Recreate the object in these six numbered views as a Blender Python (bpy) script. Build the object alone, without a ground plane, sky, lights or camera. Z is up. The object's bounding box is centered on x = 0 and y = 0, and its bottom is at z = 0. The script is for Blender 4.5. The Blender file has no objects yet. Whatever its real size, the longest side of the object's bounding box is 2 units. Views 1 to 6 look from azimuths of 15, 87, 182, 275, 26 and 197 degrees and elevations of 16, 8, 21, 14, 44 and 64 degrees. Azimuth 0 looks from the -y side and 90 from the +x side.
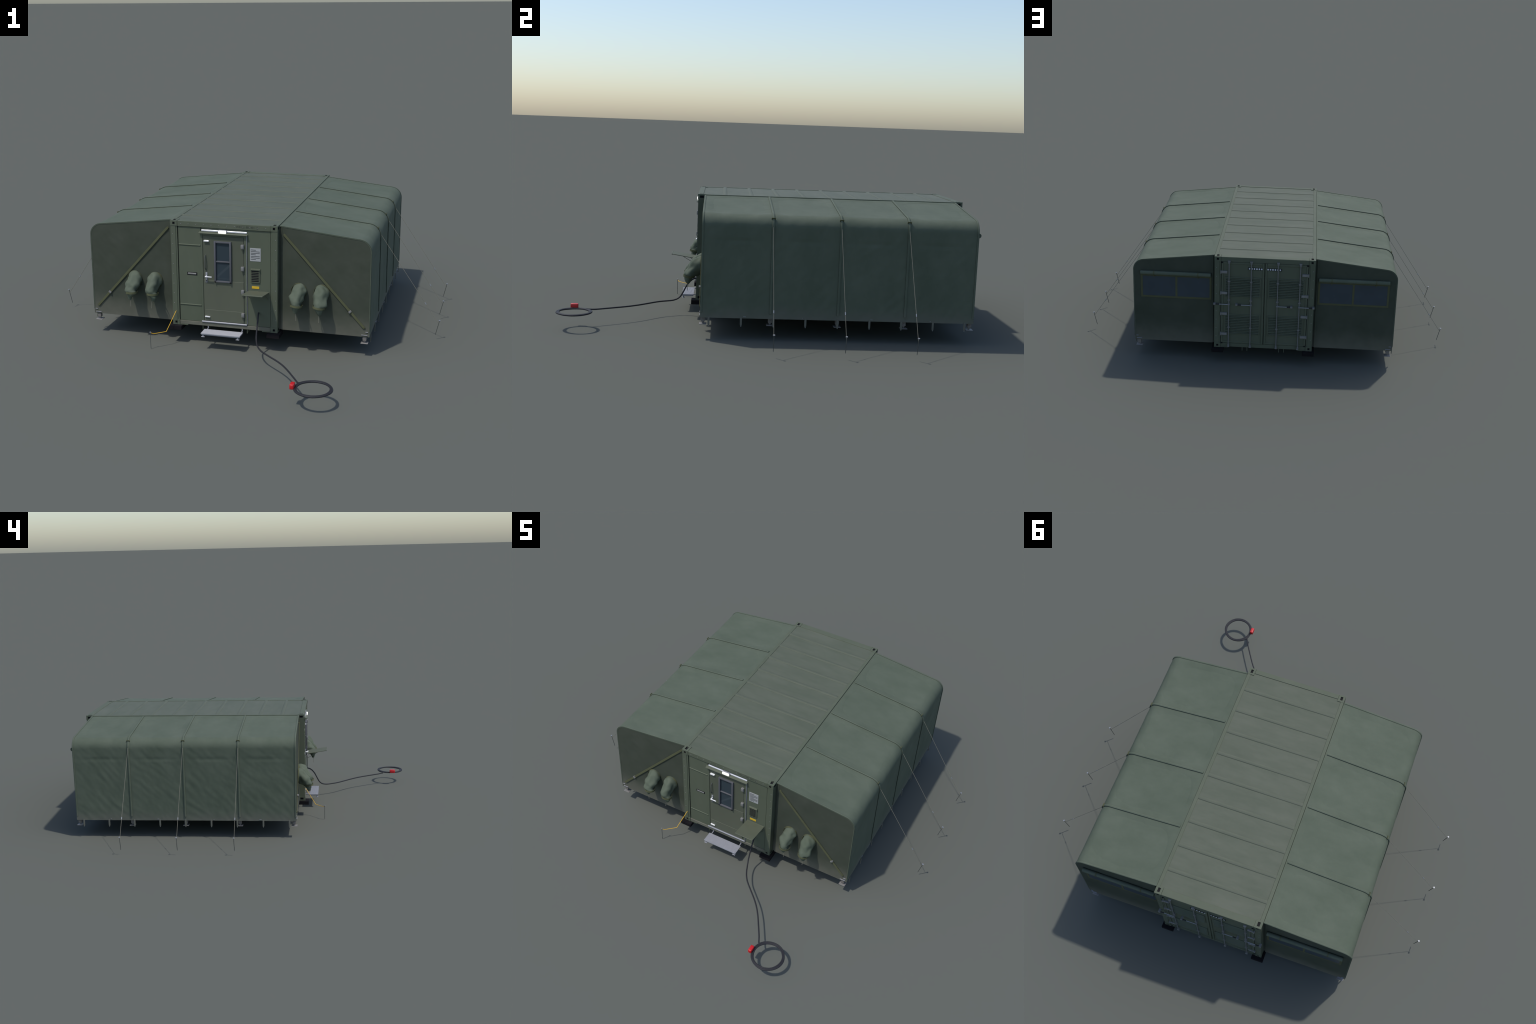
"""Expandable container shelter: a steel cargo container with a canvas annex on
each long side, guy lines and stakes, a power cable coil, a step and a shelf.
Metres, z up; the entrance looks along -y, the cargo doors along +y."""
import bpy, bmesh, math
from mathutils import Vector, Matrix, noise

# --------------------------------------------------------------- dimensions
HX = 0.262                       # half width of the container
Y0, Y1 = -0.345, 0.955           # entrance end, cargo door end
ZB, ZT = 0.0905, 0.6125          # underside, top of the castings
TY0, TY1 = -0.3125, 0.9225       # annex canvas, end to end
TZ = 0.0985                      # lower hem of the annex
RIBS = (0.0015, 0.3045, 0.6075)  # y of the annex bows
YF = -0.339                      # skin of the entrance wall
YD = 0.9515                      # skin of the cargo doors

# ---------------------------------------------------------------- materials
MATS = {}


def node_mat(name):
    m = bpy.data.materials.new(name)
    m.use_nodes = True
    nt = m.node_tree
    return m, nt, nt.nodes['Principled BSDF'], nt.nodes, nt.links


def mottled(name, col, rough=0.7, metal=0.0, spec=0.3, scale=9.0, amount=0.10, stretch=(1, 1, 1),
            bump=0.0, bump_scale=60.0, bump_stretch=(1, 1, 1), hue=(0, 0, 0), fine=0.0, fine_scale=300,
            hem_tint=None, hem_top=0.2, hem_max=0.8):
    """Base colour broken up by two noises on Object coordinates, optional bump."""
    m, nt, b, N, L = node_mat(name)
    tc = N.new('ShaderNodeTexCoord')
    mp = N.new('ShaderNodeMapping'); mp.inputs['Scale'].default_value = stretch
    L.new(tc.outputs['Object'], mp.inputs['Vector'])
    n1 = N.new('ShaderNodeTexNoise'); n1.inputs['Scale'].default_value = scale
    n1.inputs['Detail'].default_value = 5; n1.inputs['Roughness'].default_value = 0.62
    L.new(mp.outputs[0], n1.inputs['Vector'])
    rp = N.new('ShaderNodeValToRGB')
    lo = [max(0, c * (1 - amount) - h * 0.5) for c, h in zip(col, hue)]
    hi = [c * (1 + amount) + h * 0.5 for c, h in zip(col, hue)]
    rp.color_ramp.elements[0].position = 0.30; rp.color_ramp.elements[0].color = (*lo, 1)
    rp.color_ramp.elements[1].position = 0.70; rp.color_ramp.elements[1].color = (*hi, 1)
    L.new(n1.outputs['Fac'], rp.inputs['Fac'])
    out = rp.outputs['Color']
    if fine:
        n2 = N.new('ShaderNodeTexNoise'); n2.inputs['Scale'].default_value = fine_scale
        n2.inputs['Detail'].default_value = 3
        L.new(tc.outputs['Object'], n2.inputs['Vector'])
        mr = N.new('ShaderNodeMapRange')
        mr.inputs['From Min'].default_value = 0.3; mr.inputs['From Max'].default_value = 0.7
        mr.inputs['To Min'].default_value = 1 - fine; mr.inputs['To Max'].default_value = 1 + fine
        L.new(n2.outputs['Fac'], mr.inputs['Value'])
        mx = N.new('ShaderNodeMix'); mx.data_type = 'RGBA'; mx.blend_type = 'MULTIPLY'
        mx.inputs['Factor'].default_value = 1.0
        L.new(out, mx.inputs['A']); L.new(mr.outputs[0], mx.inputs['B'])
        out = mx.outputs['Result']
    if hem_tint:
        # paler, greyer tint along the lower hem, fading upwards in blotches
        sp = N.new('ShaderNodeSeparateXYZ'); L.new(tc.outputs['Object'], sp.inputs[0])
        n4 = N.new('ShaderNodeTexNoise'); n4.inputs['Scale'].default_value = 14
        n4.inputs['Detail'].default_value = 6; n4.inputs['Roughness'].default_value = 0.65
        L.new(tc.outputs['Object'], n4.inputs['Vector'])
        jit = N.new('ShaderNodeMath'); jit.operation = 'MULTIPLY_ADD'
        jit.inputs[1].default_value = 0.09; jit.inputs[2].default_value = -0.045
        L.new(n4.outputs['Fac'], jit.inputs[0])
        hz = N.new('ShaderNodeMath'); hz.operation = 'ADD'
        L.new(sp.outputs['Z'], hz.inputs[0]); L.new(jit.outputs[0], hz.inputs[1])
        md = N.new('ShaderNodeMapRange'); md.interpolation_type = 'SMOOTHSTEP'
        md.inputs['From Min'].default_value = TZ - 0.03; md.inputs['From Max'].default_value = hem_top
        md.inputs['To Min'].default_value = hem_max; md.inputs['To Max'].default_value = 0.0
        L.new(hz.outputs[0], md.inputs['Value'])
        mz = N.new('ShaderNodeMix'); mz.data_type = 'RGBA'
        mz.inputs['B'].default_value = (*hem_tint, 1)
        L.new(md.outputs[0], mz.inputs['Factor']); L.new(out, mz.inputs['A'])
        out = mz.outputs['Result']
    L.new(out, b.inputs['Base Color'])
    b.inputs['Roughness'].default_value = rough
    b.inputs['Metallic'].default_value = metal
    b.inputs['Specular IOR Level'].default_value = spec
    if bump:
        mb = N.new('ShaderNodeMapping'); mb.inputs['Scale'].default_value = bump_stretch
        L.new(tc.outputs['Object'], mb.inputs['Vector'])
        n3 = N.new('ShaderNodeTexNoise'); n3.inputs['Scale'].default_value = bump_scale
        n3.inputs['Detail'].default_value = 4
        L.new(mb.outputs[0], n3.inputs['Vector'])
        bp = N.new('ShaderNodeBump'); bp.inputs['Strength'].default_value = bump
        bp.inputs['Distance'].default_value = 0.002
        L.new(n3.outputs['Fac'], bp.inputs['Height']); L.new(bp.outputs[0], b.inputs['Normal'])
    MATS[name] = m
    return m


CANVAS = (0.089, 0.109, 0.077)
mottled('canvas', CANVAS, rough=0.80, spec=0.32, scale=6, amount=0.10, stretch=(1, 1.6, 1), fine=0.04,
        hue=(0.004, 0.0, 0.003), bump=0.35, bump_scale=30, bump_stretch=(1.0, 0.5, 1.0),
        hem_tint=(0.128, 0.128, 0.105), hem_top=0.175, hem_max=0.95)
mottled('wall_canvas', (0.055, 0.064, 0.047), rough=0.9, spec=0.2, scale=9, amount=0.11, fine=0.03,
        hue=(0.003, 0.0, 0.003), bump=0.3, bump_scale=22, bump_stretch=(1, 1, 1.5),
        hem_tint=(0.122, 0.122, 0.096), hem_top=0.230, hem_max=1.0)
mottled('paint', (0.0915, 0.107, 0.073), rough=0.68, spec=0.28, scale=7, amount=0.06, stretch=(1, 1, 0.35),
        hue=(0.004, 0.0, 0.003), fine=0.02)
mottled('roof_paint', (0.092, 0.105, 0.075), rough=0.7, spec=0.32, scale=9, amount=0.11, stretch=(0.5, 1.6, 1),
        hue=(0.006, 0.0, 0.004), fine=0.03)
mottled('door_paint', (0.084, 0.094, 0.066), rough=0.6, spec=0.35, scale=8, amount=0.05, stretch=(1, 1, 0.4), fine=0.02)
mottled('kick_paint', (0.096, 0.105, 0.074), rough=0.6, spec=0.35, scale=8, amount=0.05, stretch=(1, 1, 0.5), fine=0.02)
mottled('webbing', (0.092, 0.098, 0.052), rough=0.8, spec=0.2, scale=30, amount=0.06, fine=0.06, fine_scale=600)
mottled('hem_webbing', (0.085, 0.090, 0.048), rough=0.85, spec=0.2, scale=30, amount=0.06)
mottled('grey_steel', (0.19, 0.19, 0.185), rough=0.5, metal=0.1, spec=0.5, scale=40, amount=0.08)
mottled('rod_steel', (0.165, 0.168, 0.162), rough=0.45, metal=0.15, spec=0.5, scale=40, amount=0.07)
mottled('aluminium', (0.315, 0.322, 0.352), rough=0.5, metal=0.25, spec=0.5, scale=40, amount=0.04)
mottled('bright_metal', (0.80, 0.81, 0.86), rough=0.35, metal=0.35, spec=0.6, scale=40, amount=0.03)
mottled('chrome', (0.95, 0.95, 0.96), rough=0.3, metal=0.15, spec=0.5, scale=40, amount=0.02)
mottled('jack_paint', (0.17, 0.155, 0.14), rough=0.6, metal=0.0, spec=0.4, scale=40, amount=0.08)
mottled('plate_metal', (0.30, 0.31, 0.33), rough=0.45, metal=0.4, spec=0.5, scale=40, amount=0.05)
mottled('rubber', (0.022, 0.022, 0.026), rough=0.6, spec=0.3, scale=60, amount=0.1)
mottled('gasket', (0.010, 0.010, 0.011), rough=0.8, spec=0.2, scale=60, amount=0.1)
mottled('timber', (0.012, 0.011, 0.0125), rough=0.9, spec=0.08, scale=20, amount=0.2, stretch=(0.3, 1, 1), fine=0.1)
mottled('red_plastic', (0.50, 0.012, 0.016), rough=0.4, spec=0.5, scale=20, amount=0.03)
mottled('yellow_plate', (0.62, 0.39, 0.025), rough=0.6, spec=0.3, scale=20, amount=0.04)
mottled('yellow_wire', (0.72, 0.42, 0.03), rough=0.6, spec=0.3, scale=20, amount=0.03)
mottled('sign_plate', (0.345, 0.352, 0.348), rough=0.55, spec=0.4, scale=20, amount=0.04)
mottled('ink', (0.035, 0.036, 0.036), rough=0.7, spec=0.2, scale=20, amount=0.05)
mottled('faded_ink', (0.05, 0.057, 0.045), rough=0.8, spec=0.2, scale=20, amount=0.05)
mottled('frame_grey', (0.093, 0.095, 0.106), rough=0.55, spec=0.4, scale=20, amount=0.04)
mottled('white_block', (0.62, 0.64, 0.68), rough=0.6, spec=0.3, scale=20, amount=0.03)
mottled('cord', (0.21, 0.20, 0.16), rough=0.9, spec=0.1, scale=60, amount=0.08)
mottled('stake_paint', (0.075, 0.082, 0.075), rough=0.6, spec=0.3, scale=60, amount=0.1)
mottled('hood_paint', (0.096, 0.108, 0.075), rough=0.6, spec=0.3, scale=20, amount=0.05)
mottled('seam_shade', (0.026, 0.033, 0.026), rough=0.9, spec=0.1, scale=40, amount=0.08)  # near-black for the shade painted beside ribs and edge bindings
mottled('vent_shade', (0.030, 0.036, 0.028), rough=0.9, spec=0.1, scale=40, amount=0.08)
mottled('sill_paint', (0.135, 0.135, 0.105), rough=0.75, spec=0.2, scale=14, amount=0.10)
mottled('jack_plate', (0.22, 0.21, 0.20), rough=0.5, metal=0.15, spec=0.4, scale=60, amount=0.08)
mottled('tab_metal', (0.27, 0.27, 0.29), rough=0.5, metal=0.15, spec=0.4, scale=60, amount=0.08)
mottled('annex_pane', (0.036, 0.052, 0.066), rough=0.35, spec=0.4, scale=14, amount=0.10)


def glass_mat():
    """Dark tinted pane with a faint diagonal sheen band and bottom streak painted into its colour."""
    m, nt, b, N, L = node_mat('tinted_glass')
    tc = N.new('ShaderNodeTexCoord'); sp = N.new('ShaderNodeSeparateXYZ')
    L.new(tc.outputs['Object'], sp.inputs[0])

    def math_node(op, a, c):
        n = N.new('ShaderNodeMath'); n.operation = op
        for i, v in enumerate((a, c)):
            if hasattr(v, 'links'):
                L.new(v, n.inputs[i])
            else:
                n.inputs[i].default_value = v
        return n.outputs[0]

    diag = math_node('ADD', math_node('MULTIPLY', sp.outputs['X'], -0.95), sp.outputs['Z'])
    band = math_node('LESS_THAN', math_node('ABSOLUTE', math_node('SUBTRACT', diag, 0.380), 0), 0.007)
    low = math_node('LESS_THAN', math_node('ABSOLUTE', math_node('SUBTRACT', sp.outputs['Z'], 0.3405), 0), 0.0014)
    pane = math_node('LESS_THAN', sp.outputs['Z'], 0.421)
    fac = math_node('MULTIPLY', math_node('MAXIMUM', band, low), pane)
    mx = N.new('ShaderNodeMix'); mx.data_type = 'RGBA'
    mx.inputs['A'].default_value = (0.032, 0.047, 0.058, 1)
    mx.inputs['B'].default_value = (0.046, 0.062, 0.073, 1)  # paler tone of the painted-in reflection
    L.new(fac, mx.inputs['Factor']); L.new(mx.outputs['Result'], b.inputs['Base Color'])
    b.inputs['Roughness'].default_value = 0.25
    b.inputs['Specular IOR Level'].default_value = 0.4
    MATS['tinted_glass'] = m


def lamp_mat():
    m, nt, b, N, L = node_mat('lamp_glow')
    b.inputs['Base Color'].default_value = (0.9, 0.88, 0.82, 1)
    b.inputs['Emission Color'].default_value = (1.0, 0.97, 0.90, 1)
    b.inputs['Emission Strength'].default_value = 0.9
    MATS['lamp_glow'] = m


glass_mat(); lamp_mat()

# ------------------------------------------------------------ object helpers
SCENE = bpy.context.scene.collection


def link(name, me, parent=None, mats=(), smooth=None):
    ob = bpy.data.objects.new(name, me)
    SCENE.objects.link(ob)
    if parent is not None:
        ob.parent = parent
    for m in mats:
        me.materials.append(MATS[m])
    if smooth is not None:
        me.polygons.foreach_set('use_smooth', [True] * len(me.polygons))
        me.set_sharp_from_angle(angle=smooth)
    return ob


class Build:
    """Collects primitives into one mesh."""

    def __init__(self):
        self.bm = bmesh.new()

    def box(self, x, y, z, bevel=0.0, mat=0, rot=None, about=None, seg=1):
        c = Vector(((x[0] + x[1]) / 2, (y[0] + y[1]) / 2, (z[0] + z[1]) / 2))
        s = (abs(x[1] - x[0]), abs(y[1] - y[0]), abs(z[1] - z[0]))
        r = bmesh.ops.create_cube(self.bm, size=1)
        vs = r['verts']
        bmesh.ops.scale(self.bm, vec=s, verts=vs)
        bmesh.ops.translate(self.bm, vec=c, verts=vs)
        fs = list({f for v in vs for f in v.link_faces})
        for f in fs:
            f.material_index = mat
        if bevel:
            es = list({e for v in vs for e in v.link_edges})
            g = bmesh.ops.bevel(self.bm, geom=es, offset=min(bevel, min(s) * 0.45), segments=seg,
                                affect='EDGES', profile=0.5, clamp_overlap=True)
            vs = list({v for f in g['faces'] for v in f.verts} | {v for v in vs if v.is_valid})
            for f in {f for v in vs for f in v.link_faces}:
                f.material_index = mat
        if rot is not None:
            bmesh.ops.rotate(self.bm, cent=about if about else c, matrix=rot, verts=vs)
        return vs

    def cyl(self, p, q, r, r2=None, seg=12, mat=0, cap=True):
        p, q = Vector(p), Vector(q)
        d = q - p
        M = Matrix.Translation((p + q) / 2) @ d.to_track_quat('Z', 'Y').to_matrix().to_4x4()
        g = bmesh.ops.create_cone(self.bm, cap_ends=cap, segments=seg, radius1=r,
                                  radius2=r if r2 is None else r2, depth=d.length, matrix=M)
        for f in {f for v in g['verts'] for f in v.link_faces}:
            f.material_index = mat
        return g['verts']

    def prism(self, prof, axis, a, b, mat=0):
        """Extrude a closed 2D profile along an axis between a and b."""
        def P(u, v, t):
            return {'x': (t, u, v), 'y': (u, t, v), 'z': (u, v, t)}[axis]
        A = [self.bm.verts.new(P(u, v, a)) for u, v in prof]
        B = [self.bm.verts.new(P(u, v, b)) for u, v in prof]
        n = len(prof)
        fs = [self.bm.faces.new(A), self.bm.faces.new(list(reversed(B)))]
        for i in range(n):
            fs.append(self.bm.faces.new((A[i], B[i], B[(i + 1) % n], A[(i + 1) % n])))
        for f in fs:
            f.material_index = mat
        return A + B

    def tube(self, pts, r, seg=10, mat=0, closed=False):
        """Sweep a circle of radius r (number or list) along points."""
        pts = [Vector(p) for p in pts]
        n = len(pts)
        rad = r if isinstance(r, (list, tuple)) else [r] * n
        rings, up = [], None
        for i, p in enumerate(pts):
            if closed:
                t = pts[(i + 1) % n] - pts[i - 1]
            else:
                t = pts[min(i + 1, n - 1)] - pts[max(i - 1, 0)]
            t.normalize()
            if up is None:
                up = Vector((0, 0, 1)) if abs(t.z) < 0.9 else Vector((1, 0, 0))
            s = t.cross(up).normalized(); up = s.cross(t).normalized()
            rings.append([self.bm.verts.new(p + (s * math.cos(a) + up * math.sin(a)) * rad[i])
                          for a in (2 * math.pi * k / seg for k in range(seg))])
        for i in range(n if closed else n - 1):
            A, B = rings[i], rings[(i + 1) % n]
            for k in range(seg):
                f = self.bm.faces.new((A[k], A[(k + 1) % seg], B[(k + 1) % seg], B[k]))
                f.material_index = mat
        if not closed:
            self.bm.faces.new(list(reversed(rings[0]))).material_index = mat
            self.bm.faces.new(rings[-1]).material_index = mat

    def done(self, name, parent, mats, smooth=0.6, kind=None):
        bmesh.ops.recalc_face_normals(self.bm, faces=self.bm.faces)
        me = bpy.data.meshes.new(name)
        self.bm.to_mesh(me); self.bm.free()
        if isinstance(mats, str):
            mats = (mats,)
        ob = link(name, me, parent, mats, smooth)
        if kind:
            ob['kind'] = kind
        return ob


def box_part(name, parent, mats, x, y, z, bevel=0.0008, seg=1):
    b = Build(); b.box(x, y, z, bevel, seg=seg)
    return b.done(name, parent, mats)


def copies(proto, places, parent=None):
    """Shared-mesh repeats at the given translations; proto takes the first."""
    out = [proto]
    proto.location = places[0]
    for p in places[1:]:
        o = proto.copy(); SCENE.objects.link(o); o.location = p
        if parent is not None:
            o.parent = parent
        out.append(o)
    return out


def spline(pts, per=8):
    """Catmull-Rom through control points."""
    P = [Vector(p) for p in pts]
    P = [P[0] * 2 - P[1]] + P + [P[-1] * 2 - P[-2]]
    out = []
    for i in range(1, len(P) - 2):
        for k in range(per):
            t = k / per
            a, b, c, d = P[i - 1], P[i], P[i + 1], P[i + 2]
            out.append(0.5 * ((2 * b) + (c - a) * t + (2 * a - 5 * b + 4 * c - d) * t * t
                              + (3 * b - a - 3 * c + d) * t ** 3))
    out.append(P[-2])
    return out


shelter = bpy.data.objects.new('container_shelter', None)
SCENE.objects.link(shelter)
shelter['label'] = 'olive green expandable container shelter with canvas side annexes'
shelter['category'] = 'container shelter'

# ================================================================= CONTAINER
b = Build()
b.box((-0.257, 0.257), (-0.330, 0.941), (0.098, 0.606))                    # inner core
b.box((-0.2275, 0.2275), (0.915, 0.9525), (0.0945, 0.1165), 0.001)
b.box((-0.2275, 0.2275), (0.9205, 0.9548), (0.5855, 0.6118), 0.001)        # door header
for sx in (-1, 1):
    b.box(sorted((sx * 0.2455, sx * 0.2625)), (-0.31, 0.92), (0.580, 0.6115), 0.001)
    b.box(sorted((sx * 0.245, sx * 0.2615)), (-0.31, 0.92), (0.094, 0.122), 0.001)
    for yy in ((-0.3435, -0.30), (0.91, 0.9535)):                           # gusset plates at the sills
        b.box(sorted((sx * 0.2275, sx * 0.186)), yy, (0.0905, 0.0945))
container = b.done('cargo_container', shelter, 'paint')
box_part('door_sill', container, 'sill_paint', (-0.2275, 0.2275), (-0.3425, -0.305), (0.0945, 0.1125), 0.001)

roof = box_part('roof_sheet', container, 'roof_paint', (-0.247, 0.247), (-0.3175, 0.9215), (0.602, 0.6092), 0)
# transverse roof corrugations
def roof_ridge():
    bm = bmesh.new()
    rings = []
    for x, k in ((-0.2458, 0.72), (-0.2420, 0.9), (-0.2385, 1), (-0.12, 1), (0, 1), (0.12, 1), (0.2385, 1), (0.2420, 0.9), (0.2458, 0.72)):
        rings.append([bm.verts.new((x, -0.0095 * math.cos(math.pi * t / 10), (0.0031 * math.sin(math.pi * t / 10) ** 0.7) * k))
                      for t in range(11)])
    for A, B in zip(rings, rings[1:]):
        for k in range(10):
            bm.faces.new((A[k], A[k + 1], B[k + 1], B[k]))
    bmesh.ops.recalc_face_normals(bm, faces=bm.faces)
    me = bpy.data.meshes.new('roof_ridge'); bm.to_mesh(me); bm.free()
    return link('roof_ridge', me, container, ('roof_paint',), 1.0)


ridge = roof_ridge()
copies(ridge, [(0, -0.2125 + 0.1297 * i, 0.6090) for i in range(9)])
header = box_part('roof_header', container, 'paint', (-0.2275, 0.2275), (-0.3435, -0.318), (0.5855, 0.6118), 0.001)


def casting(sx, sy, sz):
    """Corner casting with its three lashing holes as shallow recesses, their shade painted black."""
    bm = bmesh.new()
    cx, cy = sx * 0.2452, (Y0 + 0.0195) if sy < 0 else (Y1 - 0.0195)
    cz = (ZT - 0.0128) if sz > 0 else (ZB + 0.0128)
    bmesh.ops.create_cube(bm, size=1)
    h = Vector((0.0172, 0.0195, 0.0128))
    for v in bm.verts:
        v.co = Vector((v.co.x * 2 * h.x, v.co.y * 2 * h.y, v.co.z * 2 * h.z))
    bm.normal_update()
    wants = ((Vector((sx, 0, 0)), (0, 0.0095, 0.0058)), (Vector((0, sy, 0)), (0.0056, 0, 0.0056)),
             (Vector((0, 0, sz)), (0.0062, 0.0105, 0)))
    for n, half in wants:
        f = max(bm.faces, key=lambda q: q.normal.dot(n) * (1 + q.calc_area()))
        bmesh.ops.inset_individual(bm, faces=[f], thickness=0.003, use_even_offset=True)
        for v in f.verts:
            for k in range(3):
                if half[k]:
                    v.co[k] = math.copysign(half[k], v.co[k])
        g = bmesh.ops.extrude_discrete_faces(bm, faces=[f])
        nf = g['faces'][0]
        bmesh.ops.translate(bm, vec=-n * 0.004, verts=list(nf.verts))
        nf.material_index = 1  # floor and sides painted dark in place of deep shade
        for e in nf.edges:
            for q in e.link_faces:
                q.material_index = 1
        bm.normal_update()
    bmesh.ops.translate(bm, vec=(cx, cy, cz), verts=bm.verts)
    bmesh.ops.recalc_face_normals(bm, faces=bm.faces)
    me = bpy.data.meshes.new('corner_casting'); bm.to_mesh(me); bm.free()
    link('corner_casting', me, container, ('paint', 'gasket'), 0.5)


for sx in (-1, 1):
    for sy in (-1, 1):
        casting(sx, sy, 1); casting(sx, sy, -1)
        # folded corner post: proud outer flange, step, inner return
        y = Y0 + 0.0015 if sy < 0 else Y1 - 0.0015
        prof = [(sx * 0.2618, y), (sx * 0.2372, y), (sx * 0.2364, y - sy * 0.0022), (sx * 0.2292, y - sy * 0.0022),
                (sx * 0.2292, y - sy * 0.030), (sx * 0.2618, y - sy * 0.034)]
        b = Build(); b.prism(prof, 'z', ZB + 0.025, ZT - 0.025)
        b.done('corner_post', container, 'paint', smooth=0.2)

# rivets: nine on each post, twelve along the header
b = Build()
g = bmesh.ops.create_uvsphere(b.bm, u_segments=10, v_segments=6, radius=0.0021)
bmesh.ops.scale(b.bm, vec=(1, 0.6, 1), verts=g['verts'])
rv = b.done('rivet', container, 'grey_steel', smooth=2)
spots = []
for i in range(9):
    z = 0.546 - i * 0.0493
    for sx in (-1, 1):
        spots.append((sx * 0.2525, Y0 + 0.0015, z))
        if i != 4:
            spots.append((sx * 0.2525, Y1 - 0.0015, z + 0.0045))
spots += [(-0.2098 + i * 0.03776, -0.3435, 0.5985) for i in range(12)]
copies(rv, spots)

# entrance wall skins either side of the door
wall = Build()
wall.box((-0.2253, -0.1135), (-0.345 + 0.006, -0.325), (0.1135, 0.5840), 0.0008)
wall.box((0.1148, 0.2272), (-0.339, -0.325), (0.1135, 0.5840), 0.0008)
wall = wall.done('wall_panel', container, 'paint')
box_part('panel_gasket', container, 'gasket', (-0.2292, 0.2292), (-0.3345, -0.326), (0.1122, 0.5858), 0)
for z in (0.4962, 0.1967):
    b = Build()
    prof = [(YF - 0.0032 * math.sin(a), z + 0.0034 * math.cos(a)) for a in [math.pi * k / 8 for k in range(9)]]
    prof = [(YF + 0.001, z + 0.0034)] + prof + [(YF + 0.001, z - 0.0034)]
    b.prism(prof, 'x', -0.2230, -0.1150)
    b.done('stiffening_bead', container, 'paint', smooth=0.5)
b = Build()                                                  # recessed pull in the wall
b.box((-0.1850, -0.1342), (-0.3402, -0.336), (0.3462, 0.3612), 0.0008, 0)
b.box((-0.1808, -0.1384), (-0.3420, -0.338), (0.3502, 0.3576), 0.0012, 1)
b.done('recessed_pull', container, ('gasket', 'grey_steel'))

# ------------------------------------------------------------- entrance door
b = Build()
b.box((-0.1025, 0.0985), (-0.3402, -0.328), (0.1210, 0.5460), 0.001)
door = b.done('entrance_door', shelter, 'door_paint')
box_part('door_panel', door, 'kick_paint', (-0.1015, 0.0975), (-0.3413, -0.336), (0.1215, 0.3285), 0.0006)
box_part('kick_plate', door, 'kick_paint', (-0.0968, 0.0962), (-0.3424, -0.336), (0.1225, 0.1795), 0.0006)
b = Build()                                                  # jambs and lintel
b.box((-0.1135, -0.1033), (-0.3425, -0.326), (0.1135, 0.5605), 0.001)
b.box((0.1000, 0.1125), (-0.3425, -0.326), (0.1135, 0.5605), 0.001)
b.box((-0.1135, 0.1125), (-0.3415, -0.326), (0.5470, 0.5605), 0.001)
b.box((-0.1100, 0.1140), (-0.3370, -0.326), (0.5600, 0.5840), 0.0)
b.done('door_frame', door, 'paint')
b = Build()                                                  # drip hood
b.prism([(-0.336, 0.5600), (-0.3530, 0.5592), (-0.3545, 0.5602), (-0.3535, 0.5625), (-0.336, 0.5668)], 'x', -0.1190, 0.1190)
b.done('drip_hood', door, 'hood_paint', smooth=0.3)
box_part('light_rail', door, 'bright_metal', (-0.1085, 0.1142), (-0.3425, -0.336), (0.5675, 0.5752), 0.0012)
b = Build()
b.box((-0.0232, 0.0182), (-0.3495, -0.336), (0.5615, 0.5785), 0.0015, 0)
b.box((-0.0222, 0.0165), (-0.3550, -0.346), (0.5628, 0.5778), 0.004, 1, seg=3)
b.done('lamp', door, ('aluminium', 'lamp_glow'))
box_part('threshold', door, 'aluminium', (-0.1145, 0.1128), (-0.3470, -0.336), (0.1140, 0.1205), 0.0015)
box_part('edge_strip', door, 'aluminium', (0.1126, 0.1146), (-0.3440, -0.330), (0.1205, 0.5592), 0.0004)
box_part('door_seal', door, 'gasket', (0.0983, 0.1002), (-0.3408, -0.330), (0.1205, 0.5470), 0)

# window: frame bars, panes, mid bar, rubber corner stops
wx0, wx1, wz0, wz1 = -0.0458, 0.0386, 0.3208, 0.5238
b = Build()
for xx in ((wx0, wx0 + 0.0085), (wx1 - 0.0085, wx1)):
    b.box(xx, (-0.3500, -0.337), (wz0 + 0.003, wz1), 0.0015, seg=2)
b.box((wx0 + 0.004, wx1 - 0.004), (-0.3490, -0.337), (wz1 - 0.0085, wz1 - 0.0004), 0.0015, seg=2)
b.box((wx0 + 0.003, wx1 - 0.003), (-0.3490, -0.337), (wz0 + 0.001, wz0 + 0.0085), 0.0015, seg=2)
b.box((wx0 + 0.007, wx1 - 0.007), (-0.3470, -0.337), (0.4208, 0.4272), 0.0015, seg=2)
b.done('window_frame', door, 'frame_grey')
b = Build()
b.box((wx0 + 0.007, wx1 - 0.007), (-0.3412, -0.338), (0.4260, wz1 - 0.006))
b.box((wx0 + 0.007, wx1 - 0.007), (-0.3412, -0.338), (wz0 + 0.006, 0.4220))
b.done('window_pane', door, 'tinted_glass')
b = Build(); b.box((-0.0032, 0.0032), (-0.0040, 0.0040), (-0.0034, 0.0034), 0.0008)
stop = b.done('window_stop', door, 'gasket')
copies(stop, [(wx0 + 0.0045, -0.3475, wz0 + 0.0035), (wx1 - 0.0042, -0.3475, wz0 + 0.0030)])

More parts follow.
